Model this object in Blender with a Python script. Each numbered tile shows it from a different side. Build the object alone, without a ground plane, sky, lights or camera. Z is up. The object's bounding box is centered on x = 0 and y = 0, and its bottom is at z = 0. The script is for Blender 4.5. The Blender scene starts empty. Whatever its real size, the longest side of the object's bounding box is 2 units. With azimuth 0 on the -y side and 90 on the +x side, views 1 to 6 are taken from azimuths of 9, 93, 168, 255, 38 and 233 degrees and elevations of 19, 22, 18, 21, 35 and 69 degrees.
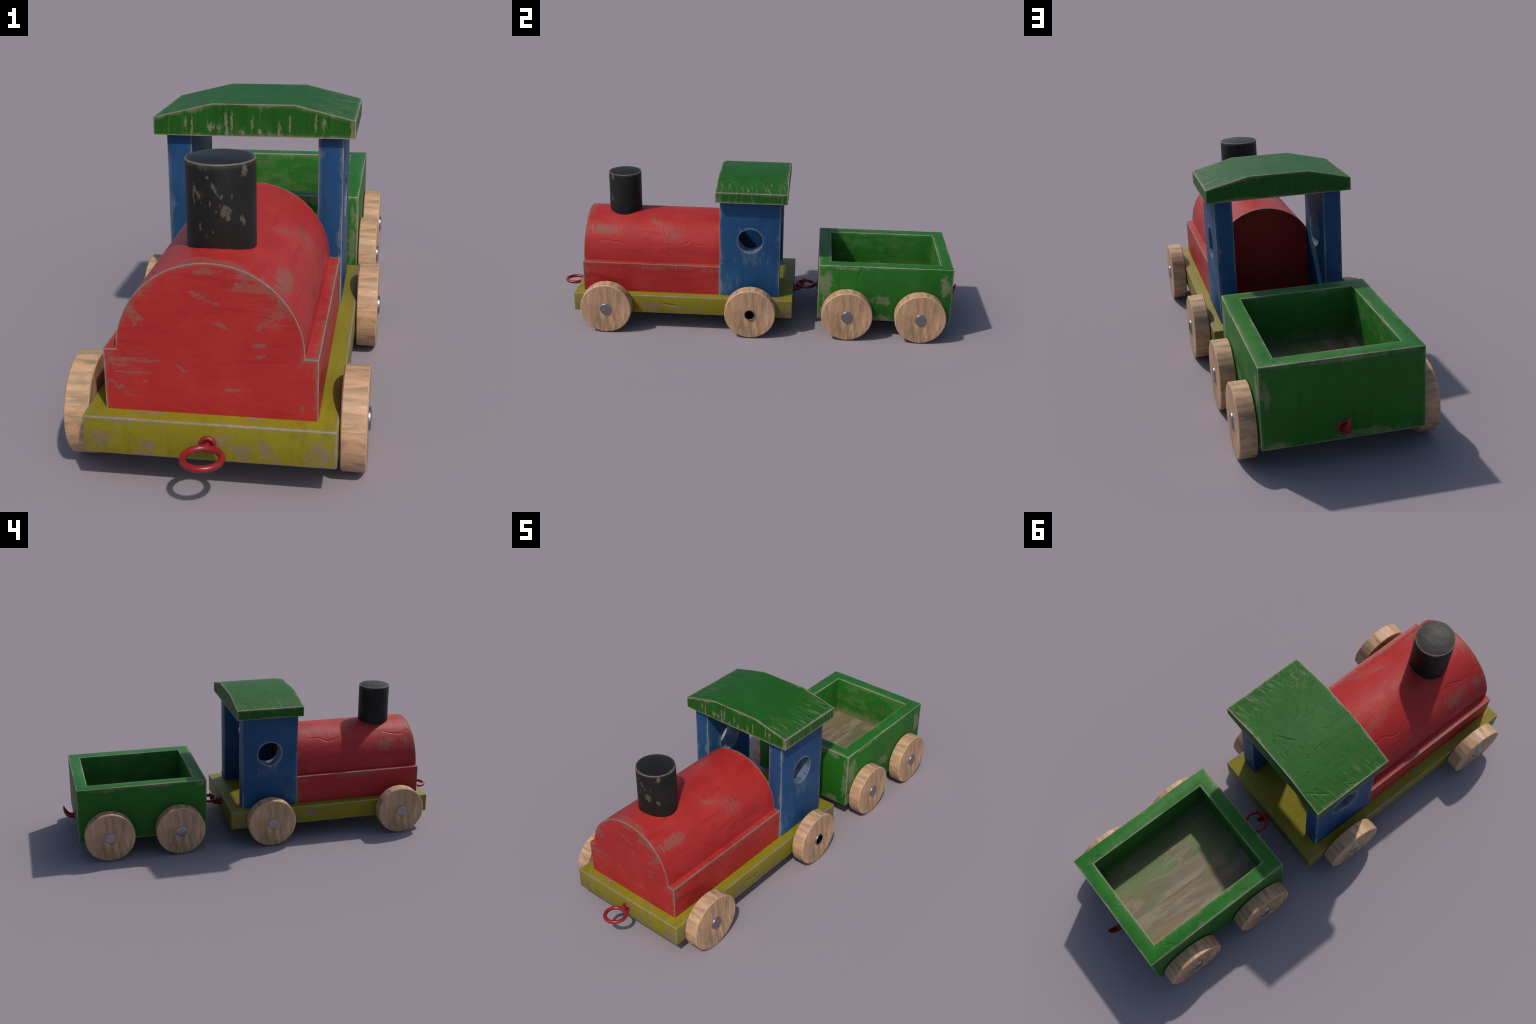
"""Worn painted wooden toy train: a locomotive coupled to an open wagon."""
import math
import bpy
import bmesh
from mathutils import Vector, Matrix

# ------------------------------------------------------------------ dimensions (metres)
CH_X, CH_Y0, CH_Y1, CH_Z0, CH_Z1 = 0.2832, -0.8885, 0.1785, 0.0830, 0.1748     # chassis board
BO_X, BO_Y0, BO_Y1, BO_Z1 = 0.2380, -0.8462, -0.1785, 0.3212                  # boiler plinth
ARC_R, ARC_Z = 0.2092, 0.3217                                                 # boiler barrel
CAB_X0, CAB_X1, CAB_Y0, CAB_Y1 = 0.1738, 0.2420, -0.1775, 0.1118              # cab side walls
HOLE_Y, HOLE_Z, HOLE_R = -0.0310, 0.4615, 0.0607                              # round window
RF_X, RF_Y0, RF_Y1, RF_Z0, RF_Z1, RF_Z2, RF_RIDGE = 0.2737, -0.1962, 0.1442, 0.6597, 0.7085, 0.7475, 0.1118
CY_Y, CY_R, CY_Z1 = -0.6715, 0.0792, 0.7182                                   # chimney
WA_X, WA_Y0, WA_Y1, WA_Z0, WA_Z1 = 0.2648, 0.3012, 0.9440, 0.0835, 0.3622     # wagon box
WI_X, WI_Y0, WI_Y1, WI_Z = 0.2045, 0.3615, 0.8855, 0.1660                     # wagon cavity
WH_R, WH_T = 0.1232, 0.0590                                                   # wheel
HOOK_Z, WAGON_RING_Z = 0.1258, 0.1490

# ------------------------------------------------------------------ node expression helper


class Net:
    """Builds shader nodes from python expressions."""

    def __init__(self, material):
        self.m = material
        material.use_nodes = True
        self.t = material.node_tree
        self.t.nodes.clear()

    def node(self, kind, **props):
        n = self.t.nodes.new(kind)
        for k, v in props.items():
            setattr(n, k, v)
        return n

    def put(self, value, socket):
        if isinstance(value, S):
            self.t.links.new(value.s, socket)
        elif value is not None:
            socket.default_value = value

    def math(self, op, a, b=None, c=None, clamp=False):
        n = self.node("ShaderNodeMath", operation=op, use_clamp=clamp)
        for v, i in zip((a, b, c), n.inputs):
            self.put(v, i)
        return S(self, n.outputs[0])

    def smooth(self, x, a, b, lo=0.0, hi=1.0):
        n = self.node("ShaderNodeMapRange", interpolation_type="SMOOTHSTEP")
        for v, i in zip((x, a, b, lo, hi), n.inputs):
            self.put(v, i)
        return S(self, n.outputs[0])

    def vec(self, x, y, z):
        n = self.node("ShaderNodeCombineXYZ")
        for v, i in zip((x, y, z), n.inputs):
            self.put(v, i)
        return S(self, n.outputs[0])

    def coords(self):
        n = self.node("ShaderNodeTexCoord")
        x = self.node("ShaderNodeSeparateXYZ")
        self.t.links.new(n.outputs["Object"], x.inputs[0])
        return [S(self, o) for o in x.outputs]

    def normal_abs(self):
        """|object-space normal| components, used only to pick a grain direction."""
        n = self.node("ShaderNodeTexCoord")
        x = self.node("ShaderNodeSeparateXYZ")
        self.t.links.new(n.outputs["Normal"], x.inputs[0])
        return [self.math("ABSOLUTE", S(self, o)) for o in x.outputs]

    def noise(self, vector, scale=1.0, detail=4.0, rough=0.55, distort=0.0):
        n = self.node("ShaderNodeTexNoise")
        self.put(vector, n.inputs["Vector"])
        for k, v in (("Scale", scale), ("Detail", detail), ("Roughness", rough), ("Distortion", distort)):
            self.put(v, n.inputs[k])
        return S(self, n.outputs[0])

    def mix(self, f, a, b):
        n = self.node("ShaderNodeMix", data_type="RGBA")
        self.put(f, n.inputs[0])
        for v, i in ((a, n.inputs[6]), (b, n.inputs[7])):
            self.put(v if isinstance(v, S) else (*v, 1.0), i)
        return S(self, n.outputs[2])

    def finish(self, color, rough=0.5, metallic=0.0, height=None, bump=0.3, dist=0.004, spec=0.5):
        b = self.node("ShaderNodeBsdfPrincipled")
        self.put(color if isinstance(color, S) else (*color, 1.0), b.inputs["Base Color"])
        self.put(rough, b.inputs["Roughness"])
        self.put(metallic, b.inputs["Metallic"])
        self.put(spec, b.inputs["Specular IOR Level"])
        if height is not None:
            k = self.node("ShaderNodeBump")
            k.inputs["Strength"].default_value = bump
            k.inputs["Distance"].default_value = dist
            self.put(height, k.inputs["Height"])
            self.t.links.new(k.outputs[0], b.inputs["Normal"])
        o = self.node("ShaderNodeOutputMaterial")
        self.t.links.new(b.outputs[0], o.inputs[0])
        return self.m


class S:
    def __init__(self, net, socket):
        self.n, self.s = net, socket

    def __add__(self, o): return self.n.math("ADD", self, o)
    def __radd__(self, o): return self.n.math("ADD", self, o)
    def __sub__(self, o): return self.n.math("SUBTRACT", self, o)
    def __rsub__(self, o): return self.n.math("SUBTRACT", o, self)
    def __mul__(self, o): return self.n.math("MULTIPLY", self, o)
    def __rmul__(self, o): return self.n.math("MULTIPLY", self, o)
    def __truediv__(self, o): return self.n.math("DIVIDE", self, o)
    def __neg__(self): return self.n.math("MULTIPLY", self, -1.0)
    def __abs__(self): return self.n.math("ABSOLUTE", self)
    def __pow__(self, o): return self.n.math("POWER", self, o)
    def sqrt(self): return self.n.math("SQRT", self)


def lo(a, *rest):
    for b in rest:
        a = a.n.math("MINIMUM", a, b) if isinstance(a, S) else b.n.math("MINIMUM", b, a)
    return a


def hi(a, *rest):
    for b in rest:
        a = a.n.math("MAXIMUM", a, b) if isinstance(a, S) else b.n.math("MAXIMUM", b, a)
    return a


def second(a, b, c, d=None):
    """Second smallest: on a box's surface this is the distance to the nearest edge."""
    if d is None:
        return hi(lo(a, b), lo(hi(a, b), c))
    return lo(hi(lo(a, b), lo(c, d)), lo(hi(a, b), hi(c, d)))


def blob(net, a, b, ca, cb, ra, rb, ragged, amount=1.2, turn=0.0):
    """Ragged elliptical patch in two surface coordinates (radii ra, rb, turned by degrees)."""
    da, db = a - ca, b - cb
    if turn:
        c, s = math.cos(math.radians(turn)), math.sin(math.radians(turn))
        da, db = da * c + db * s, db * c - da * s
    d = (da * (1 / ra)) ** 2.0 + (db * (1 / rb)) ** 2.0
    return net.smooth(0.85 - d.sqrt() + (ragged - 0.5) * amount * 4.2, 0.0, 0.45)


def world_coords(net, centre):
    x, y, z = net.coords()
    return [p + c if c else p for p, c in zip((x, y, z), centre)]


BARE = (0.29, 0.235, 0.185)       # weathered bare wood
BARE_GREY = (0.31, 0.285, 0.25)    # rubbed edges


def edge_wear(net, e, patchy, fine, line=0.0030, reach=0.028, floor=0.40):
    """A thin rubbed line on the very edge plus a frayed band of changing width."""
    core = net.smooth(e - (fine - 0.5) * 0.0035, line, line * 0.35)
    width = net.smooth(patchy, 0.45, 0.70, 0.004, reach)
    band = net.smooth(e / width + (fine - 0.5) * 3.0, 0.90, 0.0) * floor
    return core, band


def painted(net, paint, light, dark, W, core, band, patches, rough=0.46, grain=None, bump=0.35, extra_height=None,
            bare=BARE, edge=BARE_GREY, patch_strength=0.8, spec=0.20, e=None, halo=0.30):
    """Paint with tone drift, wood showing through in patches and on the edges, and brushed grain relief."""
    x, y, z = W
    grey = sum(bare) / 3.0 * 0.95
    drift = net.noise(net.vec(x, y, z), 7.0, 3.0, 0.6)
    col = net.mix(net.smooth(drift, 0.42, 0.72), paint, light)
    if grain is not None:
        col = net.mix(net.smooth(grain, 0.50, 0.28) * 0.55, col, dark)
    wood = net.mix(net.noise(net.vec(x, y, z), 45.0, 4.0), tuple(c * 0.55 for c in bare), tuple(c * 1.40 for c in bare))
    wood = net.mix(net.smooth(net.noise(net.vec(x, y, z), 28.0, 3.0), 0.48, 0.62) * 0.55, wood, (grey, grey, grey * 0.97))
    col = net.mix(net.smooth(e, 0.014, 0.0) * halo * net.smooth(drift, 0.35, 0.60), col, wood)
    col = net.mix(band, col, wood)
    if patches is not None:
        col = net.mix(patches * patch_strength, col, wood)
    col = net.mix(core * 0.8 * net.smooth(drift, 0.25, 0.60, 0.45, 1.0), col, net.mix(net.noise(net.vec(x, y, z), 60.0, 3.0), tuple(c * 0.45 for c in edge), tuple(c * 1.25 for c in edge)))
    h = net.noise(net.vec(x, y, z), 22.0, 2.0) * 0.7
    if grain is not None:
        h = h + grain * 0.55
    if patches is not None:
        h = h - patches * 0.10
    if extra_height is not None:
        h = h + extra_height
    r = rough + 0.04 + (net.noise(net.vec(x, y, z), 30.0, 3.0) - 0.5) * 0.15
    return net.finish(col, r, 0.0, h, bump, 0.006, spec)


def groove(net, along, across, curve, a0, a1, width, depth):
    """A dented line: across = curve(along) between a0 and a1."""
    wobble = net.noise(net.vec(along, along * 0.0, across * 0.3), 26.0, 3.0)
    d = abs(across - curve + (wobble - 0.5) * 0.030)
    inside = net.smooth(along, a0, a0 + 0.02) * net.smooth(along, a1, a1 - 0.02)
    return net.smooth(d, width * 1.5, 0.0) * inside * net.smooth(wobble, 0.30, 0.55, 0.35, 1.0) * (-depth * 0.8)


def mat(name):
    return Net(bpy.data.materials.new(name))


# ------------------------------------------------------------------ materials
def chassis_paint(centre):
    net = mat("yellow_worn_paint")
    x, y, z = W = world_coords(net, centre)
    cy, hy, cz, hz = (CH_Y0 + CH_Y1) / 2, (CH_Y1 - CH_Y0) / 2, (CH_Z0 + CH_Z1) / 2, (CH_Z1 - CH_Z0) / 2
    dx, dy, dz = CH_X - abs(x), hy - abs(y - cy), hz - abs(z - cz)
    e = second(dx, dy, dz)
    patchy = net.noise(net.vec(x, y, z), 9.0, 3.0)
    fine = net.noise(net.vec(x * 1.6, y, z * 0.8), 60.0, 4.0, 0.65)
    core, band = edge_wear(net, e, patchy, fine, line=0.0058, reach=0.022, floor=0.45)
    rag = net.noise(net.vec(x, y, z * 0.75), 58.0, 6.0, 0.76)
    front = net.smooth(y, CH_Y0 + 0.012, CH_Y0 + 0.004)
    fp = hi(blob(net, x, z, -0.243, 0.122, 0.034, 0.030, rag, 0.9), blob(net, x, z, -0.130, 0.112, 0.034, 0.016, rag, 0.9, -20),
            blob(net, x, z, -0.145, 0.090, 0.024, 0.014, rag, 0.9), blob(net, x, z, 0.015, 0.125, 0.058, 0.028, rag, 0.9, 10),
            blob(net, x, z, 0.078, 0.112, 0.034, 0.030, rag, 0.9), blob(net, x, z, 0.127, 0.120, 0.026, 0.026, rag, 0.8),
            blob(net, x, z, 0.245, 0.122, 0.040, 0.046, rag, 1.25)) * front
    right = net.smooth(x, CH_X - 0.012, CH_X - 0.004)
    rp = hi(blob(net, y, z, -0.500, 0.118, 0.075, 0.030, rag, 0.9), blob(net, y, z, -0.385, 0.112, 0.060, 0.024, rag, 0.9),
            blob(net, y, z, -0.270, 0.115, 0.040, 0.018, rag, 0.7), blob(net, y, z, 0.140, 0.120, 0.055, 0.050, rag, 0.9),
            blob(net, y, z, -0.850, 0.120, 0.040, 0.045, rag, 0.9)) * right
    left = net.smooth(x, -CH_X + 0.012, -CH_X + 0.004)
    lp = hi(blob(net, y, z, -0.255, 0.132, 0.062, 0.030, rag, 0.9), blob(net, y, z, -0.165, 0.105, 0.035, 0.025, rag, 0.9),
            blob(net, y, z, 0.130, 0.125, 0.055, 0.045, rag, 0.9)) * left
    top = net.smooth(z, CH_Z1 - 0.012, CH_Z1 - 0.004)
    tp = hi(blob(net, x, y, -0.145, -0.856, 0.045, 0.012, rag, 0.8), blob(net, x, y, 0.100, -0.857, 0.040, 0.010, rag, 0.8),
            blob(net, x, y, 0.268, 0.100, 0.014, 0.050, rag, 0.8), blob(net, x, y, -0.262, 0.150, 0.020, 0.030, rag, 0.8)) * top
    back = net.smooth(y, CH_Y1 - 0.012, CH_Y1 - 0.004)
    bp = hi(blob(net, x, z, -0.230, 0.125, 0.040, 0.030, rag, 0.9), blob(net, x, z, 0.180, 0.112, 0.050, 0.025, rag, 0.9)) * back
    flakes = net.smooth(net.noise(net.vec(x, y, z * 0.7), 30.0, 6.0, 0.75) + (net.noise(net.vec(x, y, z), 6.0) - 0.5) * 0.5, 0.60, 0.66) * (1.0 - top * 0.9)
    patches = hi(fp, rp, lp, tp, bp, flakes) * 0.9
    grain = net.noise(net.vec(x * 34.0, y * 5.0, z * 12.0), 1.0, 5.0, 0.6, 0.6)
    gouge = groove(net, y, z, 0.128 + (y + 0.41) * 0.09 * -1.0 + (y + 0.41) * (y + 0.41) * 2.2, -0.470, -0.370, 0.006, 2.2) * right
    return painted(net, (0.190, 0.156, 0.0072), (0.218, 0.174, 0.0085), (0.140, 0.112, 0.005), W, core, band, patches, grain=grain, e=e,
                   extra_height=gouge, bare=(0.195, 0.128, 0.078), edge=(0.24, 0.22, 0.18))


def boiler_paint(centre):
    net = mat("red_worn_paint")
    x, y, z = W = world_coords(net, centre)
    ax = abs(x)
    r = (x * x + (z - ARC_Z) * (z - ARC_Z)).sqrt()
    theta = net.math("ARCTAN2", x, z - ARC_Z)
    arc = theta * ARC_R
    prof = hi(lo(BO_X - ax, BO_Z1 - z), ARC_R - r)
    dyf, dyb = y - BO_Y0, BO_Y1 - y
    e = lo(hi(prof, lo(dyf, dyb)), hi(BO_X - ax, abs(z - BO_Z1)))
    on_barrel = net.smooth(z, BO_Z1 + 0.001, BO_Z1 + 0.004) * net.smooth(r, ARC_R - 0.0075, ARC_R - 0.0035)
    front = net.smooth(dyf, 0.010, 0.003)
    patchy = net.noise(net.vec(x, y, z), 8.5, 2.0)
    fine = net.noise(net.vec(x * 0.8, y * 1.2, z), 55.0, 4.0, 0.65)
    core, band = edge_wear(net, e, patchy, fine, line=0.0032, reach=0.034, floor=0.50)
    # barrel scrapes run round the barrel: stretched noise in (arc, y)
    combs = net.noise(net.vec(arc * 15.0, y * 130.0, 0.0), 1.0, 4.0, 0.65)
    scrapes = hi(blob(net, y, arc, -0.755, 0.172, 0.100, 0.036, combs, 0.55, 4),
                 blob(net, y, arc, -0.500, 0.118, 0.075, 0.026, combs, 0.9, 28) * 0.7,
                 blob(net, y, arc, -0.415, 0.185, 0.065, 0.050, combs, 1.0, 30) * 0.65,
                 blob(net, y, arc, -0.680, -0.205, 0.075, 0.045, combs, 1.1, -8),
                 blob(net, y, arc, -0.800, -0.205, 0.035, 0.030, combs, 1.0),
                 blob(net, y, arc, -0.330, -0.070, 0.110, 0.026, combs, 1.1, -14) * 0.55,
                 blob(net, y, arc, -0.835, 0.010, 0.030, 0.140, combs, 1.1) * 0.7) * on_barrel
    # short knocks on the smokebox front
    rag = net.noise(net.vec(x * 0.7, y, z * 1.5), 95.0, 4.0, 0.7)
    knocks = [(-0.009, 0.451, 0.034, 0.0060, -24), (0.026, 0.392, 0.022, 0.0055, -22), (-0.066, 0.285, 0.022, 0.0030, -36),
              (0.108, 0.348, 0.024, 0.0035, 5), (0.113, 0.323, 0.018, 0.0045, 15), (0.055, 0.239, 0.024, 0.0040, 2),
              (0.075, 0.487, 0.022, 0.0070, 4), (-0.175, 0.298, 0.060, 0.0050, 0), (-0.205, 0.285, 0.035, 0.0040, -4),
              (-0.190, 0.268, 0.050, 0.0030, 0), (-0.205, 0.232, 0.030, 0.0060, -32), (-0.146, 0.247, 0.014, 0.0030, 8),
              (0.000, 0.512, 0.034, 0.0080, -4), (0.205, 0.208, 0.008, 0.0120, 0), (0.230, 0.212, 0.004, 0.0100, 0),
              (0.160, 0.435, 0.022, 0.0320, -40), (0.125, 0.400, 0.045, 0.0040, 36), (-0.170, 0.410, 0.016, 0.0300, 30),
              (0.145, 0.412, 0.045, 0.0040, 26), (-0.222, 0.292, 0.010, 0.0180, 10)]
    kn = None
    for a, b, ra, rb, t in knocks:
        k = blob(net, x, z, a, b, ra * 1.15, rb * 1.25, rag, 1.1, t)
        kn = k if kn is None else hi(kn, k)
    brushed = net.noise(net.vec(x * 7.0, y, z * 95.0), 1.0, 3.0, 0.65)
    spread = net.smooth(ARC_R - r, 0.085, 0.0) * net.smooth(z, 0.34, 0.40) + net.smooth(x, -0.06, -0.235) * net.smooth(z, 0.20, 0.26) * net.smooth(z, 0.36, 0.31)
    spread = spread * net.smooth(net.noise(net.vec(x, y, z), 9.0, 3.0), 0.40, 0.58)
    brush = net.smooth(brushed, 0.40, 0.62) * spread * 0.85
    kn = hi(kn * 0.75, brush) * front
    # plinth sides: rubbed below the step edge, and light brushing on the ledge
    side = net.smooth(ax, BO_X - 0.012, BO_X - 0.004)
    sidecomb = net.noise(net.vec(y * 75.0, z * 14.0, x * 3.0), 1.0, 3.0)
    sp = hi(blob(net, y, z, -0.825, 0.285, 0.030, 0.028, sidecomb, 1.0), blob(net, y, z, -0.490, 0.306, 0.150, 0.012, sidecomb, 0.9),
            blob(net, y, z, -0.215, 0.300, 0.050, 0.016, sidecomb, 0.9)) * side * 0.55
    ledge = net.smooth(ax, ARC_R + 0.002, ARC_R + 0.012) * net.smooth(abs(z - BO_Z1), 0.004, 0.001)
    lp = ledge * net.smooth(sidecomb, 0.45, 0.70) * 0.4
    patches = hi(scrapes * 0.75, kn, sp, lp)
    grain = net.mix(front, net.vec(arc * 26.0, y * 4.5, r * 26.0), net.vec(x * 5.0, y * 10.0, z * 30.0))
    grain = net.noise(grain, 1.0, 4.0, 0.6, 0.8)
    wave = net.math("SINE", (y + 0.72) * 38.0) * 0.012
    left_groove = groove(net, y, arc, -0.142 + wave, -0.835, -0.640, 0.0045, 1.6)
    left_groove = left_groove + groove(net, y, arc, -0.150 + net.math("SINE", (y + 0.335) * 38.0) * 0.014, -0.440, -0.255, 0.0045, 1.6)
    right_groove = groove(net, y, arc, 0.236 + net.math("SINE", (y + 0.68) * 30.0) * 0.006, -0.775, -0.650, 0.005, 1.0)
    right_groove = right_groove + groove(net, y, arc, 0.236 + net.math("SINE", (y + 0.28) * 30.0) * 0.006, -0.380, -0.255, 0.005, 1.0)
    return painted(net, (0.335, 0.0205, 0.0190), (0.375, 0.028, 0.025), (0.225, 0.010, 0.010), W, core, band, patches, grain=grain, e=e,
                   extra_height=(left_groove + right_groove) * on_barrel, bare=(0.200, 0.105, 0.070), patch_strength=0.72)


def cab_paint(centre, sgn):
    net = mat("blue_worn_paint")
    x, y, z = W = world_coords(net, centre)
    xm, hx = (CAB_X0 + CAB_X1) / 2, (CAB_X1 - CAB_X0) / 2
    ym, hy = (CAB_Y0 + CAB_Y1) / 2, (CAB_Y1 - CAB_Y0) / 2
    dx, dy = hx - abs(abs(x) - xm), hy - abs(y - ym)
    corner = hi(dx, dy)
    r = ((y - HOLE_Y) * (y - HOLE_Y) + (z - HOLE_Z) * (z - HOLE_Z)).sqrt()
    rim = hi(dx, abs(r - HOLE_R))
    e = lo(corner, rim)
    patchy = net.noise(net.vec(x, y, z), 8.0, 2.0)
    fine = net.noise(net.vec(x, y, z * 0.6), 60.0, 4.0, 0.65)
    core, band = edge_wear(net, e, patchy, fine, line=0.0026, reach=0.030, floor=0.35)
    rag = net.noise(net.vec(x * 0.5, y, z * 0.35), 60.0, 4.0, 0.65)
    inside = net.smooth(r, HOLE_R + 0.0012, HOLE_R + 0.0004)
    tube = inside * (net.smooth(rag, 0.30, 0.70) * 0.55 + 0.12)
    outer = net.smooth(abs(x), CAB_X1 - 0.01, CAB_X1 - 0.003)
    below = blob(net, y, z, HOLE_Y + 0.005, HOLE_Z - 0.085, 0.070, 0.045, rag, 1.1) * outer * 0.20
    foot = blob(net, y, z, CAB_Y0 + 0.03, 0.235, 0.045, 0.045, rag, 1.1) * outer * 0.17
    patches = hi(tube, below, foot)
    grain = net.noise(net.vec(x * 40.0, y * 36.0, z * 4.0), 1.0, 4.0, 0.6, 0.6)
    return painted(net, (0.0125, 0.060, 0.150), (0.018, 0.076, 0.170), (0.008, 0.042, 0.115), W, core, band, patches, grain=grain, e=e,
                   bare=(0.22, 0.24, 0.235), edge=(0.34, 0.34, 0.32), bump=0.25)


def roof_paint(centre):
    net = mat("green_scratched_paint")
    x, y, z = W = world_coords(net, centre)
    ax = abs(x)
    ym, hy = (RF_Y0 + RF_Y1) / 2, (RF_Y1 - RF_Y0) / 2
    top = lo(RF_Z2 + ax * 0.0, RF_Z2 - (ax - RF_RIDGE) * ((RF_Z2 - RF_Z1) / (RF_X - RF_RIDGE)))
    dx, dy, dt, db = RF_X - ax, hy - abs(y - ym), top - z, z - RF_Z0
    e = second(dx, dy, dt, db)
    patchy = net.noise(net.vec(x, y, z), 10.0, 2.0)
    fine = net.noise(net.vec(x, y, z * 0.5), 70.0, 4.0, 0.65)
    core, band = edge_wear(net, e, patchy, fine, line=0.0034, reach=0.020, floor=0.4)
    on_end = net.smooth(dy, 0.010, 0.003)
    on_side = net.smooth(dx, 0.010, 0.003)
    on_top = net.smooth(dt, 0.010, 0.003)
    front = on_end * net.smooth(y, ym + 0.01, ym - 0.01)
    # vertical strips of bare wood on the front board
    rag = net.noise(net.vec(x * 2.4, y, z * 0.7), 90.0, 4.0, 0.7)
    strips = [(-0.184, 0.690, 0.0030, 0.030), (-0.166, 0.685, 0.0045, 0.030), (-0.073, 0.690, 0.0065, 0.042), (-0.058, 0.690, 0.0045, 0.040),
              (-0.002, 0.692, 0.0045, 0.022), (0.070, 0.678, 0.0050, 0.026), (0.099, 0.693, 0.0030, 0.038), (0.169, 0.700, 0.0050, 0.030),
              (0.189, 0.700, 0.0050, 0.026), (0.265, 0.675, 0.0080, 0.030), (-0.116, 0.685, 0.0110, 0.016), (-0.092, 0.682, 0.0080, 0.014),
              (-0.031, 0.675, 0.0110, 0.012), (0.018, 0.675, 0.0080, 0.008)]
    st = None
    for a, b, ra, rb in strips:
        k = blob(net, x, z, a, b, ra, rb, rag, 1.0)
        st = k if st is None else hi(st, k)
    faint = net.smooth(net.noise(net.vec(x * 95.0, y * 95.0, z * 6.0), 1.0, 3.0), 0.56, 0.72) * 0.5
    st = hi(st * 0.95, faint * net.smooth(net.noise(net.vec(x, y, z), 6.0), 0.40, 0.65)) * front
    back_st = faint * 0.25 * on_end
    side_st = hi(faint, net.smooth(net.noise(net.vec(x, y * 55.0, z * 5.0), 1.0, 3.0), 0.58, 0.68) * 0.7) * on_side * net.smooth(x, 0.0, 0.01, 0.35, 1.0)
    # scratches across the sloping outer thirds of the top
    slope = net.smooth(ax + x * 0.12, 0.125, 0.260)
    s1 = net.smooth(net.noise(net.vec((x + y * 0.25) * 11.0, (y - x * 0.25) * 100.0, 0.0), 1.0, 3.0, 0.65), 0.52, 0.62)
    s2 = net.smooth(net.noise(net.vec((x + y * 0.9) * 100.0, (y - x * 0.9) * 13.0, 4.0), 1.0, 3.0, 0.65), 0.55, 0.64)
    where = net.smooth(net.noise(net.vec(x, y, z), 11.0, 2.0), 0.34, 0.56)
    corner = blob(net, x, y, 0.215, -0.135, 0.090, 0.080, rag, 0.4)
    scr = hi(s1 * slope * where, s2 * hi(slope * where * 0.15, corner * 0.8)) * on_top * 0.62
    patches = hi(st, back_st, side_st * 0.7, scr)
    grain = net.noise(net.vec(x * 26.0, y * 5.0, z * 6.0), 1.0, 5.0, 0.65, 0.9)
    dent = net.smooth(net.noise(net.vec(x * 1.6, y, z), 17.0, 2.0, 0.5, 1.2), 0.36, 0.30) * -0.8
    dent = dent + groove(net, x, y, 0.055 + (x - 0.02) * 0.7, -0.010, 0.060, 0.006, 1.6) + groove(net, x, y, 0.095 + (x + 0.215) * 1.3, -0.245, -0.175, 0.006, 1.4)
    cracks = groove(net, z, x, -0.083 + (z - 0.72) * -0.05, 0.680, 0.760, 0.0035, 2.0) + groove(net, z, x, 0.200 + (z - 0.70) * -0.1, 0.680, 0.745, 0.0035, 2.0)
    return painted(net, (0.0105, 0.080, 0.0058), (0.0135, 0.094, 0.0072), (0.007, 0.056, 0.0045), W, core, band, patches, grain=grain, e=e,
                   extra_height=dent * on_top + cracks * front, bare=(0.25, 0.205, 0.125), rough=0.49, edge=(0.33, 0.31, 0.235), spec=0.18, patch_strength=0.7)


def chimney_paint(centre):
    net = mat("black_chipped_paint")
    x, y, z = W = world_coords(net, centre)
    yy = y - CY_Y
    r = (x * x + yy * yy).sqrt()
    ang = net.math("ARCTAN2", x, -yy)
    arc = ang * CY_R
    e = hi(CY_R - r, CY_Z1 - z)
    patchy = net.noise(net.vec(x, y, z), 16.0, 2.0)
    fine = net.noise(net.vec(x, y, z), 70.0, 4.0, 0.65)
    core, band = edge_wear(net, e, patchy, fine, line=0.0034, reach=0.022, floor=0.30)
    rag = net.noise(net.vec(x, y, z * 0.6), 110.0, 4.0, 0.65)
    side = net.smooth(r, CY_R - 0.006, CY_R - 0.002)
    chips = [(51, 0.703, 0.012, 0.016, 0), (-32, 0.655, 0.007, 0.026, 24), (-11, 0.689, 0.005, 0.006, 0), (0, 0.664, 0.005, 0.016, 20), (11, 0.646, 0.005, 0.006, 0),
             (17, 0.613, 0.016, 0.020, 20), (3, 0.613, 0.004, 0.012, 20), (46, 0.592, 0.010, 0.016, 30), (-26, 0.580, 0.004, 0.014, 10), (-14, 0.557, 0.006, 0.005, 0),
             (-2, 0.568, 0.004, 0.005, 0), (28, 0.646, 0.004, 0.010, 0), (-7, 0.631, 0.004, 0.008, 10), (-38, 0.640, 0.006, 0.022, 10), (22, 0.600, 0.010, 0.008, 0)]
    ch = None
    for a, zz, ra, rb, t in chips:
        k = blob(net, arc, z, math.radians(a) * CY_R, zz, ra, rb, rag, 0.8, t)
        ch = k if ch is None else hi(ch, k)
    spatter = net.smooth(net.noise(net.vec(arc * 60.0, z * 45.0, 3.0), 1.0, 4.0, 0.7), 0.60, 0.70) * blob(net, arc, z, 0.0, 0.635, 0.080, 0.060, rag, 0.5) * 0.6
    patches = hi(ch * 0.75, spatter) * side
    grain = net.noise(net.mix(side, net.vec(x * 9.0, y * 30.0, z), net.vec(arc * 40.0, r * 4.0, z * 6.0)), 1.0, 4.0, 0.6, 0.5)
    return painted(net, (0.0092, 0.0084, 0.0076), (0.0130, 0.0120, 0.0108), (0.006, 0.006, 0.005), W, core, band, patches, grain=grain, e=e,
                   bare=(0.17, 0.13, 0.095), edge=(0.27, 0.225, 0.17), rough=0.45, spec=0.21, patch_strength=0.62)


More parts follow.
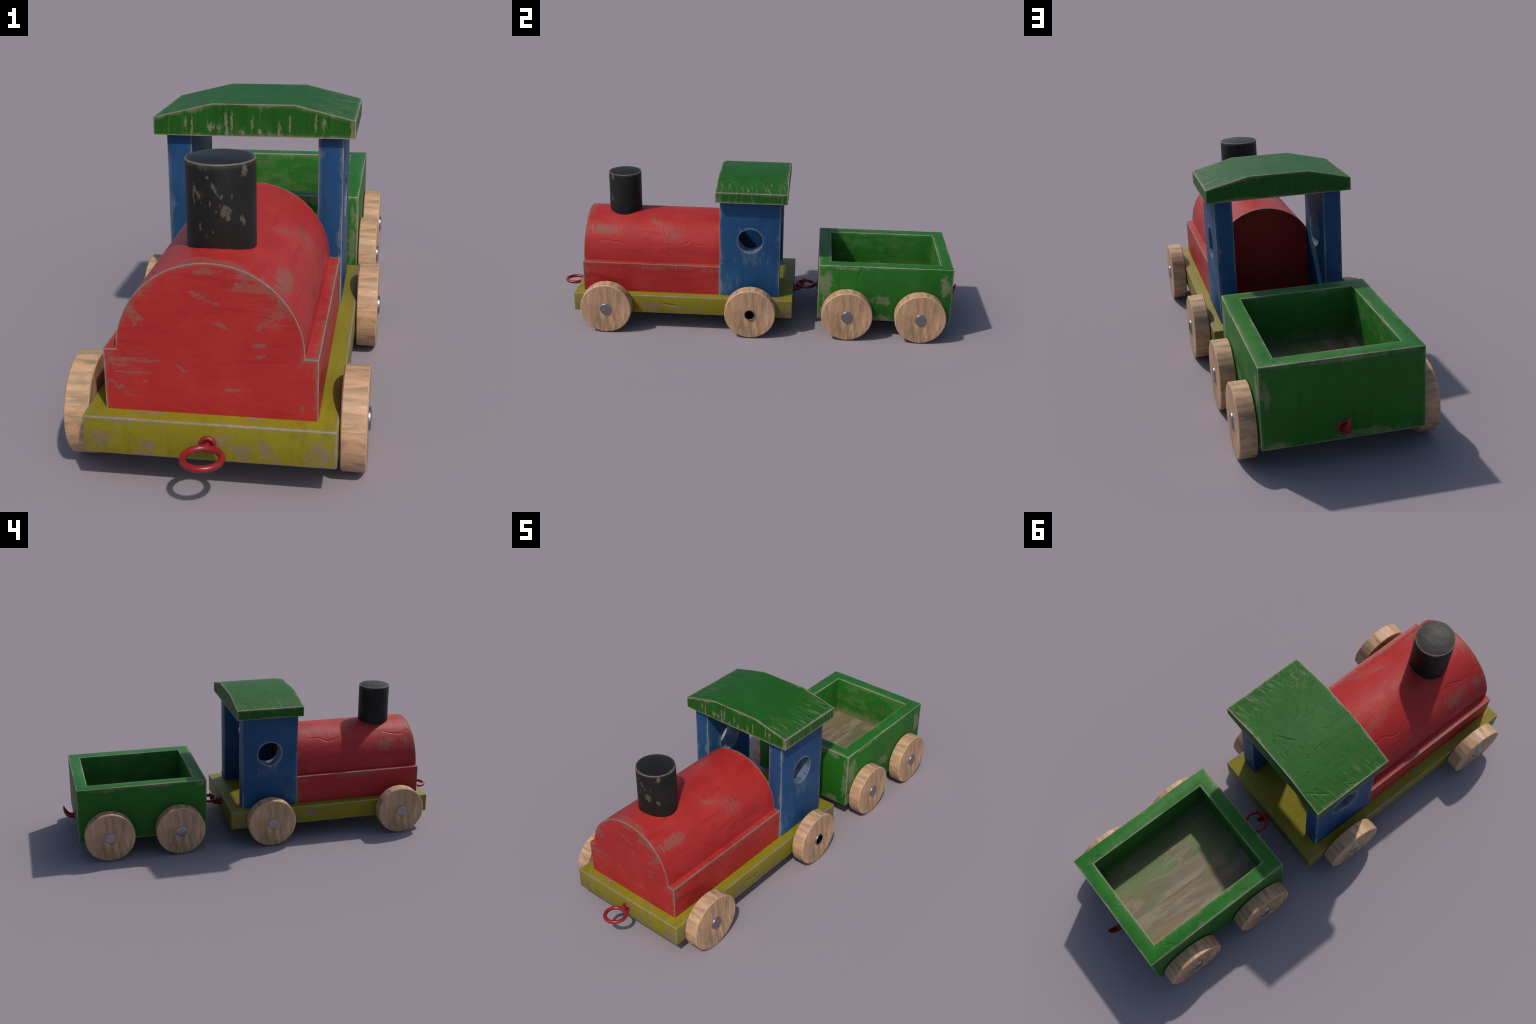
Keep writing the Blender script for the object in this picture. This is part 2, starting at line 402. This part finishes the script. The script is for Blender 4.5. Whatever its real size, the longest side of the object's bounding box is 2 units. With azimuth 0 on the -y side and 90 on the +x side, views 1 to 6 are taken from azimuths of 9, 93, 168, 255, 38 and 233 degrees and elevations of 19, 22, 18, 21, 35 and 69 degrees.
def wagon_paint(centre):
    net = mat("green_worn_paint")
    x, y, z = W = world_coords(net, centre)
    ym, hy = (WA_Y0 + WA_Y1) / 2, (WA_Y1 - WA_Y0) / 2
    yi, hi_y = (WI_Y0 + WI_Y1) / 2, (WI_Y1 - WI_Y0) / 2
    zm, hz = (WA_Z0 + WA_Z1) / 2, (WA_Z1 - WA_Z0) / 2
    ax = abs(x)
    dx, dy, dz = WA_X - ax, hy - abs(y - ym), hz - abs(z - zm)
    outer_e = second(dx, dy, dz)
    inner = hi(ax - WI_X, abs(y - yi) - hi_y)
    inner_e = hi(abs(inner), WA_Z1 - z)
    e = lo(outer_e, inner_e)
    patchy = net.noise(net.vec(x, y, z), 7.5, 2.0)
    fine = net.noise(net.vec(x, y, z * 0.55), 50.0, 4.0, 0.65)
    core, band = edge_wear(net, e, patchy, fine, line=0.0036, reach=0.024, floor=0.34)
    rag = net.noise(net.vec(x, y, z * 0.6), 36.0, 5.0, 0.68)
    right = net.smooth(x, WA_X - 0.010, WA_X - 0.003)
    left = net.smooth(x, -WA_X + 0.010, -WA_X + 0.003)
    front = net.smooth(y, WA_Y0 + 0.010, WA_Y0 + 0.003)
    back = net.smooth(y, WA_Y1 - 0.010, WA_Y1 - 0.003)
    rp = hi(blob(net, y, z, 0.330, 0.270, 0.045, 0.120, rag, 0.7) * 0.75, blob(net, y, z, 0.320, 0.120, 0.025, 0.040, rag, 0.8) * 0.8,
            blob(net, y, z, 0.605, 0.195, 0.065, 0.035, rag, 0.9) * 0.7, blob(net, y, z, 0.600, 0.100, 0.090, 0.018, rag, 0.8) * 0.7,
            blob(net, y, z, 0.912, 0.275, 0.030, 0.080, rag, 0.9), blob(net, y, z, 0.450, 0.350, 0.120, 0.010, rag, 0.8) * 0.7) * right
    fp = hi(blob(net, x, z, 0.248, 0.220, 0.014, 0.150, rag, 0.9), blob(net, x, z, 0.190, 0.100, 0.060, 0.020, rag, 0.8),
            blob(net, x, z, 0.100, 0.345, 0.150, 0.018, rag, 0.8), blob(net, x, z, -0.100, 0.345, 0.120, 0.014, rag, 0.8)) * front * 0.7
    bp = hi(blob(net, x, z, 0.245, 0.270, 0.022, 0.060, rag, 0.8), blob(net, x, z, -0.080, 0.100, 0.140, 0.016, rag, 0.8),
            blob(net, x, z, -0.020, 0.352, 0.240, 0.010, rag, 0.6), blob(net, x, z, 0.210, 0.095, 0.060, 0.014, rag, 0.7)) * back * 0.6
    lp = hi(blob(net, y, z, 0.800, 0.350, 0.110, 0.012, rag, 0.8), blob(net, y, z, 0.330, 0.345, 0.030, 0.016, rag, 0.8), blob(net, y, z, 0.550, 0.352, 0.120, 0.008, rag, 0.7)) * left * 0.6
    # inside: the paint is rubbed through towards the floor
    cav = net.smooth(inner, 0.001, 0.0002)
    low_wear = net.smooth(z + (rag - 0.5) * 0.10, 0.225, 0.165) * 0.75
    inner_rub = hi(low_wear, net.smooth(net.noise(net.vec(x * 7.0, y * 7.0, z * 16.0), 1.0, 4.0, 0.6), 0.45, 0.70) * 0.30) * cav
    patches = hi(rp, fp, bp, lp, inner_rub)
    nx, ny, nz = net.normal_abs()
    grain_v = net.mix(net.smooth(nz, 0.4, 0.6), net.vec(x * 30.0, y * 30.0, z * 4.5), net.vec(x * 12.0, y * 12.0, z))
    grain = net.noise(grain_v, 1.0, 4.0, 0.6, 0.8)
    ridges = net.smooth(net.noise(net.vec(x * 9.0, y * 9.0, z * 2.0), 1.0, 2.0, 0.5, 1.5), 0.36, 0.28) * -0.7
    ridges = ridges + groove(net, z, y, 0.500 + (z - 0.33) * 0.28, 0.290, 0.365, 0.006, 1.6) * right
    return painted(net, (0.0150, 0.112, 0.0100), (0.0190, 0.130, 0.0130), (0.009, 0.078, 0.007), W, core, band, patches, grain=grain, e=e,
                   extra_height=ridges, bare=(0.215, 0.195, 0.110), edge=(0.38, 0.35, 0.26), patch_strength=0.72)


def floor_wood(centre):
    net = mat("bare_floor_board")
    x, y, z = world_coords(net, centre)
    streak = net.noise(net.vec(x * 16.0, y * 3.0, z), 1.0, 6.0, 0.65, 0.8)
    wide = net.noise(net.vec(x * 6.0, y * 3.0, z), 1.0, 3.0, 0.6, 0.5)
    green = net.smooth(net.noise(net.vec(x * 1.3, y, z), 9.0, 5.0, 0.65) + (x - 0.02) * 0.9, 0.42, 0.60)
    col = net.mix(net.smooth(streak, 0.30, 0.70), (0.105, 0.074, 0.038), (0.235, 0.190, 0.125))
    col = net.mix(net.smooth(wide, 0.45, 0.65) * 0.5, col, (0.20, 0.125, 0.055))
    col = net.mix(green * 0.78, col, (0.088, 0.142, 0.034))
    pale = net.smooth(net.noise(net.vec(x * 22.0, y * 5.0, z), 1.0, 4.0, 0.6, 1.0), 0.56, 0.72)
    col = net.mix(pale * 0.35, col, (0.31, 0.285, 0.23))
    h = streak * 0.9 + net.noise(net.vec(x * 40.0, y * 9.0, z), 1.0, 4.0) * 0.4
    return net.finish(col, 0.62, 0.0, h, 0.4, 0.006)


def wheel_wood():
    net = mat("pale_wheel_wood")
    x, y, z = net.coords()
    r = (y * y + z * z).sqrt()
    ang = net.math("ARCTAN2", y, z)
    face = net.smooth(r, WH_R - 0.0015, WH_R - 0.0035)
    side = net.smooth(x, 0.0, 0.002, 0.0, 7.0)
    # grain: vertical on the flat faces, across the tread
    fv = net.vec(y * 27.0, z * 4.2, side)
    tv = net.vec(x * 9.0, net.math("COSINE", ang) * 4.6, net.math("SINE", ang) * 4.6)
    v = net.mix(face, tv, fv)
    g1 = net.noise(v, 1.0, 3.0, 0.55, 0.7)
    g2 = net.noise(v, 2.6, 4.0, 0.6, 0.3)
    spots = net.noise(v, 1.7, 2.0, 0.5)
    col = net.mix(net.smooth(g1, 0.34, 0.64), (0.290, 0.173, 0.094), (0.485, 0.278, 0.152))
    col = net.mix(net.smooth(g2, 0.52, 0.70) * 0.6, col, (0.66, 0.405, 0.235))
    col = net.mix(net.smooth(spots, 0.56, 0.68) * 0.60, col, (0.185, 0.165, 0.095))
    rim = net.smooth(abs(r - (WH_R - 0.0025)), 0.0022, 0.0008) * 0.4
    col = net.mix(rim, col, (0.62, 0.42, 0.25))
    return net.finish(col, 0.55, 0.0, g1 * 0.6 + g2 * 0.5, 0.25, 0.004)


def plain(name, color, rough, metallic=0.0, spec=0.5, vary=0.25, scale=40.0):
    net = mat(name)
    x, y, z = net.coords()
    n = net.noise(net.vec(x, y, z), scale, 3.0)
    col = net.mix(n, tuple(c * (1 - vary) for c in color), tuple(c * (1 + vary) for c in color))
    return net.finish(col, rough, metallic, None, spec=spec)


# ------------------------------------------------------------------ mesh helpers
def obj_from_bm(bm, name, parent, centre, material, smooth_angle=None):
    """Mesh given in world coordinates -> object with its origin at centre."""
    bmesh.ops.recalc_face_normals(bm, faces=bm.faces)
    bmesh.ops.translate(bm, verts=bm.verts, vec=-Vector(centre))
    me = bpy.data.meshes.new(name)
    bm.to_mesh(me)
    bm.free()
    me.materials.append(material)
    return place(me, name, parent, centre, smooth_angle)


def place(me, name, parent, centre, smooth_angle=None):
    ob = bpy.data.objects.new(name, me)
    bpy.context.scene.collection.objects.link(ob)
    ob.parent = parent
    ob.location = Vector(centre) - base_of(parent)
    if smooth_angle is not None:
        me.shade_smooth()
        me.set_sharp_from_angle(angle=math.radians(smooth_angle))
    return ob


def base_of(ob):
    p = Vector((0, 0, 0))
    while ob is not None:
        p += ob.location
        ob = ob.parent
    return p


def bevel(bm, width, segments=2, angle=30):
    edges = [e for e in bm.edges if len(e.link_faces) == 2 and e.calc_face_angle() > math.radians(angle)]
    bmesh.ops.bevel(bm, geom=edges, offset=width, segments=segments, profile=0.5, affect="EDGES", clamp_overlap=True)


def box_bm(x0, x1, y0, y1, z0, z1):
    bm = bmesh.new()
    bmesh.ops.create_cube(bm, size=1.0, matrix=Matrix.Translation(((x0 + x1) / 2, (y0 + y1) / 2, (z0 + z1) / 2)) @ Matrix.Diagonal((x1 - x0, y1 - y0, z1 - z0, 1.0)))
    return bm


def extrude_y(profile, y0, y1):
    """Closed (x, z) profile swept from y0 to y1."""
    bm = bmesh.new()
    a = [bm.verts.new((x, y0, z)) for x, z in profile]
    b = [bm.verts.new((x, y1, z)) for x, z in profile]
    n = len(profile)
    for i in range(n):
        bm.faces.new((a[i], a[(i + 1) % n], b[(i + 1) % n], b[i]))
    bm.faces.new(a)
    bm.faces.new(b[::-1])
    return bm


def revolve(profile, axis, centre, segments, phase=0.0):
    """Surface of revolution: profile = (distance along axis, radius) pairs, closed on the axis where radius is 0."""
    bm = bmesh.new()
    rings = []
    for d, r in profile:
        ring = []
        for i in range(1 if r == 0 else segments):
            t = 2 * math.pi * i / segments + phase
            u, v = r * math.sin(t), r * math.cos(t)
            p = {"x": (d, u, v), "y": (u, d, v), "z": (u, v, d)}[axis]
            ring.append(bm.verts.new(Vector(p) + Vector(centre)))
        rings.append(ring)
    for p, q in zip(rings, rings[1:]):
        for i in range(segments):
            j = (i + 1) % segments
            if len(p) == 1:
                bm.faces.new((p[0], q[i], q[j]))
            elif len(q) == 1:
                bm.faces.new((p[i], q[0], p[j]))
            else:
                bm.faces.new((p[i], q[i], q[j], p[j]))
    return bm


def sweep_into(bm, spine, segments, closed=False, side=Vector((1, 0, 0))):
    """Round tube through (point, radius) pairs; side is perpendicular to the spine's plane."""
    n, rings = len(spine), []
    for i, (p, r) in enumerate(spine):
        p = Vector(p)
        prev = Vector(spine[(i - 1) % n][0]) if closed or i else p
        nxt = Vector(spine[(i + 1) % n][0]) if closed or i < n - 1 else p
        up = side.cross((nxt - prev).normalized()).normalized()
        rings.append([bm.verts.new(p + r * (math.cos(2 * math.pi * k / segments) * side + math.sin(2 * math.pi * k / segments) * up)) for k in range(segments)])
    for i in range(n if closed else n - 1):
        a, b = rings[i], rings[(i + 1) % n]
        for k in range(segments):
            bm.faces.new((a[k], a[(k + 1) % segments], b[(k + 1) % segments], b[k]))
    if not closed:
        bm.faces.new(rings[0])
        bm.faces.new(rings[-1][::-1])
    return bm


def torus_into(bm, centre, normal, major, minor, steps=32, segments=12):
    normal = Vector(normal).normalized()
    a = normal.orthogonal().normalized()
    b = normal.cross(a)
    spine = [(Vector(centre) + major * (math.cos(2 * math.pi * i / steps) * a + math.sin(2 * math.pi * i / steps) * b), minor) for i in range(steps)]
    return sweep_into(bm, spine, segments, True, normal)


def catmull(points, per=6):
    """Smooth curve through (y, z, radius) control points."""
    out, n = [], len(points)
    for i in range(n - 1):
        p = [points[max(i - 1, 0)], points[i], points[i + 1], points[min(i + 2, n - 1)]]
        for k in range(per):
            t = k / per
            out.append([0.5 * (2 * p[1][c] + (p[2][c] - p[0][c]) * t + (2 * p[0][c] - 5 * p[1][c] + 4 * p[2][c] - p[3][c]) * t * t
                               + (3 * p[1][c] - p[0][c] - 3 * p[2][c] + p[3][c]) * t ** 3) for c in range(3)])
    return out + [list(points[-1])]


def thing(name, base, label, category):
    e = bpy.data.objects.new(name, None)
    e.empty_display_size = 0.1
    e.location = base
    e["label"], e["category"] = label, category
    bpy.context.scene.collection.objects.link(e)
    return e


# ------------------------------------------------------------------ shared parts
WOOD = wheel_wood()
STEEL = plain("brushed_steel", (0.32, 0.32, 0.335), 0.30, 1.0, vary=0.06)
BLACK = plain("matte_black", (0.001, 0.001, 0.001), 1.0, spec=0.0, vary=0.0)
FITTING = plain("red_lacquer", (0.215, 0.0080, 0.0105), 0.36, vary=0.12)

_wheel_bm = revolve([(-WH_T / 2, 0), (-WH_T / 2, WH_R - 0.0040), (-WH_T / 2 + 0.0030, WH_R), (WH_T / 2 - 0.0030, WH_R), (WH_T / 2, WH_R - 0.0040), (WH_T / 2, 0)],
                    "x", (0, 0, 0), 24, math.pi / 24 * 0)
bmesh.ops.recalc_face_normals(_wheel_bm, faces=_wheel_bm.faces)
WHEEL_MESH = bpy.data.meshes.new("wheel")
_wheel_bm.to_mesh(WHEEL_MESH)
_wheel_bm.free()
WHEEL_MESH.materials.append(WOOD)
WHEEL_MESH.shade_smooth()
WHEEL_MESH.set_sharp_from_angle(angle=math.radians(35))


def hub_mesh(hollow):
    if hollow:
        prof = [(-0.010, 0.0275), (0.0030, 0.0275), (0.0048, 0.0268), (0.0056, 0.0252), (0.0056, 0.0236), (0.0048, 0.0226), (-0.010, 0.0224), (-0.010, 0.0275)]
    else:
        prof = [(-0.010, 0), (-0.010, 0.0275), (0.0030, 0.0275), (0.0046, 0.0268), (0.0056, 0.0250), (0.0059, 0.0225), (0.0059, 0)]
    bm = revolve(prof, "x", (0, 0, 0), 36)
    bmesh.ops.recalc_face_normals(bm, faces=bm.faces)
    me = bpy.data.meshes.new("hub_cap")
    bm.to_mesh(me)
    bm.free()
    me.materials.append(STEEL)
    me.shade_smooth()
    me.set_sharp_from_angle(angle=math.radians(40))
    return me


HUB_MESH, HOLLOW_HUB_MESH = hub_mesh(False), hub_mesh(True)


def wheels(parent, ys, inner_x, hollow_at=None):
    for y in ys:
        bm = revolve([(-inner_x - 0.01, 0), (-inner_x - 0.01, 0.012), (inner_x + 0.01, 0.012), (inner_x + 0.01, 0)], "x", (0, y, WH_R), 20)
        obj_from_bm(bm, "axle", parent, (0, y, WH_R), STEEL, 35)
        for sgn in (1, -1):
            w = place(WHEEL_MESH, "wheel", parent, (sgn * (inner_x + WH_T / 2), y, WH_R))
            w.rotation_euler = (0, 0, 0 if sgn > 0 else math.pi)
            hollow = hollow_at == (y, sgn)
            h = bpy.data.objects.new("hub_cap", HOLLOW_HUB_MESH if hollow else HUB_MESH)
            bpy.context.scene.collection.objects.link(h)
            h.parent = w
            h.location = (WH_T / 2, 0, 0)
            if hollow:
                bm = revolve([(0.0006, 0), (0.0006, 0.0226), (-0.006, 0.0226)], "x", (0, 0, 0), 36)  # near-black disc closing the rim, set about 5 mm behind its front edge
                bmesh.ops.recalc_face_normals(bm, faces=bm.faces)
                me = bpy.data.meshes.new("hub_black_disc")
                bm.to_mesh(me)
                bm.free()
                me.materials.append(BLACK)
                d = bpy.data.objects.new("hub_black_disc", me)
                bpy.context.scene.collection.objects.link(d)
                d.parent = w
                d.location = (WH_T / 2, 0, 0)


def tow_ring(parent, face_y, z):
    """Ring on a short neck with a round collar, facing -y."""
    bm = bmesh.new()
    torus_into(bm, (0, face_y - 0.0615, z), (0, 0, 1), 0.0425, 0.0079, 32, 12)
    torus_into(bm, (0, face_y - 0.0015, z), (0, 1, 0), 0.0148, 0.0052, 28, 10)
    sweep_into(bm, [((0, face_y + 0.008, z), 0.0075), ((0, face_y - 0.008, z), 0.0078), ((0, face_y - 0.016, z), 0.0098), ((0, face_y - 0.021, z), 0.0080)], 14)
    obj_from_bm(bm, "tow_ring", parent, (0, face_y, z), FITTING, 50)


def coupling_hook(parent, face_y, z):
    """Tapered hook curling upwards, on a round collar, facing +y."""
    ctrl = [(-0.008, 0.000, 0.0138), (0.010, 0.000, 0.0140), (0.022, 0.0012, 0.0138), (0.0355, 0.0075, 0.0126), (0.0462, 0.0215, 0.0104),
            (0.0527, 0.0380, 0.0070), (0.0552, 0.0500, 0.0042), (0.0556, 0.0565, 0.0020)]
    spine = [((0, face_y + a - 0.0038 * (a > 0.03), z + b), r) for a, b, r in catmull(ctrl, 5)]
    bm = sweep_into(bmesh.new(), spine, 16)
    torus_into(bm, (0, face_y + 0.0005, z), (0, 1, 0), 0.0203, 0.0046, 28, 10)
    sweep_into(bm, [((0, face_y - 0.004, z), 0.0205), ((0, face_y + 0.0014, z), 0.0200)], 28)
    obj_from_bm(bm, "coupling_hook", parent, (0, face_y, z), FITTING, 50)


# ------------------------------------------------------------------ locomotive
loco = thing("toy_locomotive", (0, (CH_Y0 + CH_Y1) / 2, 0), "worn painted wooden toy steam engine with red boiler", "toy train")

c = (0, (CH_Y0 + CH_Y1) / 2, (CH_Z0 + CH_Z1) / 2)
bm = box_bm(-CH_X, CH_X, CH_Y0, CH_Y1, CH_Z0, CH_Z1)
bevel(bm, 0.0042)
obj_from_bm(bm, "chassis", loco, c, chassis_paint(c), 50)

c = (0, (BO_Y0 + BO_Y1) / 2, BO_Z1)
arch = [(ARC_R * math.sin(t), ARC_Z + ARC_R * math.cos(t)) for t in [math.radians(-89.8 + 179.6 * i / 22) for i in range(23)]]
prof = [(BO_X, CH_Z1 + 0.0003), (BO_X, BO_Z1)] + arch[::-1] + [(-BO_X, BO_Z1), (-BO_X, CH_Z1 + 0.0003)]
bm = extrude_y(prof, BO_Y0, BO_Y1)
edges = [e for e in bm.edges if len(e.link_faces) == 2 and e.is_convex and e.calc_face_angle() > math.radians(30)]
bmesh.ops.bevel(bm, geom=edges, offset=0.0022, segments=2, profile=0.5, affect="EDGES", clamp_overlap=True)
obj_from_bm(bm, "boiler", loco, c, boiler_paint(c), 40)

c = (0, CY_Y, 0.61)
bm = revolve([(0.50, 0), (0.50, CY_R), (CY_Z1 - 0.0024, CY_R), (CY_Z1 - 0.0006, CY_R - 0.0008), (CY_Z1, CY_R - 0.0026), (CY_Z1, 0)], "z", (0, CY_Y, 0), 40)
obj_from_bm(bm, "chimney", loco, c, chimney_paint(c), 40)


def cab_wall(sgn):
    """Side board with a round window, built as a ring of faces round the hole and swept across its thickness."""
    z0, z1, n = CH_Z1 + 0.0003, RF_Z0 + 0.0003, 48
    bm = bmesh.new()
    loops = []
    for x in (CAB_X0, CAB_X1):
        hole, rim = [], []
        for i in range(n):
            t = 2 * math.pi * (i + 0.5) / n
            dy, dz = math.sin(t), math.cos(t)
            hole.append(bm.verts.new((sgn * x, HOLE_Y + HOLE_R * dy, HOLE_Z + HOLE_R * dz)))
        rect = [bm.verts.new((sgn * x, y, z)) for y, z in ((CAB_Y0, z0), (CAB_Y1, z0), (CAB_Y1, z1), (CAB_Y0, z1))]
        es = [bm.edges.new((hole[i], hole[(i + 1) % n])) for i in range(n)] + [bm.edges.new((rect[i], rect[(i + 1) % 4])) for i in range(4)]
        bmesh.ops.triangle_fill(bm, use_beauty=True, use_dissolve=True, edges=es)
        loops.append((hole, rect))
    (h0, r0), (h1, r1) = loops
    for a, b in ((h0, h1), (r0, r1)):
        for i in range(len(a)):
            j = (i + 1) % len(a)
            bm.faces.new((a[i], a[j], b[j], b[i]))
    c = (sgn * (CAB_X0 + CAB_X1) / 2, (CAB_Y0 + CAB_Y1) / 2, 0.4)
    bmesh.ops.recalc_face_normals(bm, faces=bm.faces)
    vert_edges = [e for e in bm.edges if len(e.link_faces) == 2 and e.calc_face_angle() > math.radians(60)
                  and abs((e.verts[0].co - e.verts[1].co).normalized().z) > 0.999 and (e.verts[0].co - e.verts[1].co).length > 0.3]
    bmesh.ops.bevel(bm, geom=vert_edges, offset=0.0020, segments=2, profile=0.5, affect="EDGES")
    obj_from_bm(bm, "cab_wall", loco, c, cab_paint(c, sgn), 40)


cab_wall(1)
cab_wall(-1)

c = (0, (RF_Y0 + RF_Y1) / 2, RF_Z0)
bm = extrude_y([(-RF_X, RF_Z0), (RF_X, RF_Z0), (RF_X, RF_Z1), (RF_RIDGE, RF_Z2), (-RF_RIDGE, RF_Z2), (-RF_X, RF_Z1)], RF_Y0, RF_Y1)
bevel(bm, 0.0030)
obj_from_bm(bm, "cab_roof", loco, c, roof_paint(c), 40)

wheels(loco, (-0.7215, -0.0230), 0.2855, (-0.0230, 1))
tow_ring(loco, CH_Y0, HOOK_Z)
coupling_hook(loco, CH_Y1, HOOK_Z)

# ------------------------------------------------------------------ wagon
wagon = thing("toy_wagon", (0, (WA_Y0 + WA_Y1) / 2, 0), "open green painted wooden toy wagon on four wheels", "toy wagon")

c = (0, (WA_Y0 + WA_Y1) / 2, (WA_Z0 + WA_Z1) / 2)
bm = bmesh.new()


def rect(x, y0, y1, z):
    return [bm.verts.new(p) for p in ((-x, y0, z), (x, y0, z), (x, y1, z), (-x, y1, z))]


a, b = rect(WA_X, WA_Y0, WA_Y1, WA_Z0), rect(WA_X, WA_Y0, WA_Y1, WA_Z1)
d, f = rect(WI_X, WI_Y0, WI_Y1, WA_Z1), rect(WI_X, WI_Y0, WI_Y1, WI_Z - 0.012)
for p, q in ((a, b), (b, d), (d, f)):
    for i in range(4):
        j = (i + 1) % 4
        bm.faces.new((p[i], p[j], q[j], q[i]))
bm.faces.new(a)
bm.faces.new(f)
bmesh.ops.recalc_face_normals(bm, faces=bm.faces)
edges = [e for e in bm.edges if e.is_convex and e.calc_face_angle() > math.radians(30)]
bmesh.ops.bevel(bm, geom=edges, offset=0.0028, segments=2, profile=0.5, affect="EDGES", clamp_overlap=True)
obj_from_bm(bm, "wagon_box", wagon, c, wagon_paint(c), 40)

c = (0, (WI_Y0 + WI_Y1) / 2, WI_Z)
bm = box_bm(-WI_X + 0.0004, WI_X - 0.0004, WI_Y0 + 0.0004, WI_Y1 - 0.0004, WI_Z - 0.0115, WI_Z)
obj_from_bm(bm, "floor_board", wagon, c, floor_wood(c))

wheels(wagon, (0.4440, 0.7955), 0.2670)
tow_ring(wagon, WA_Y0, WAGON_RING_Z)
coupling_hook(wagon, WA_Y1, HOOK_Z)
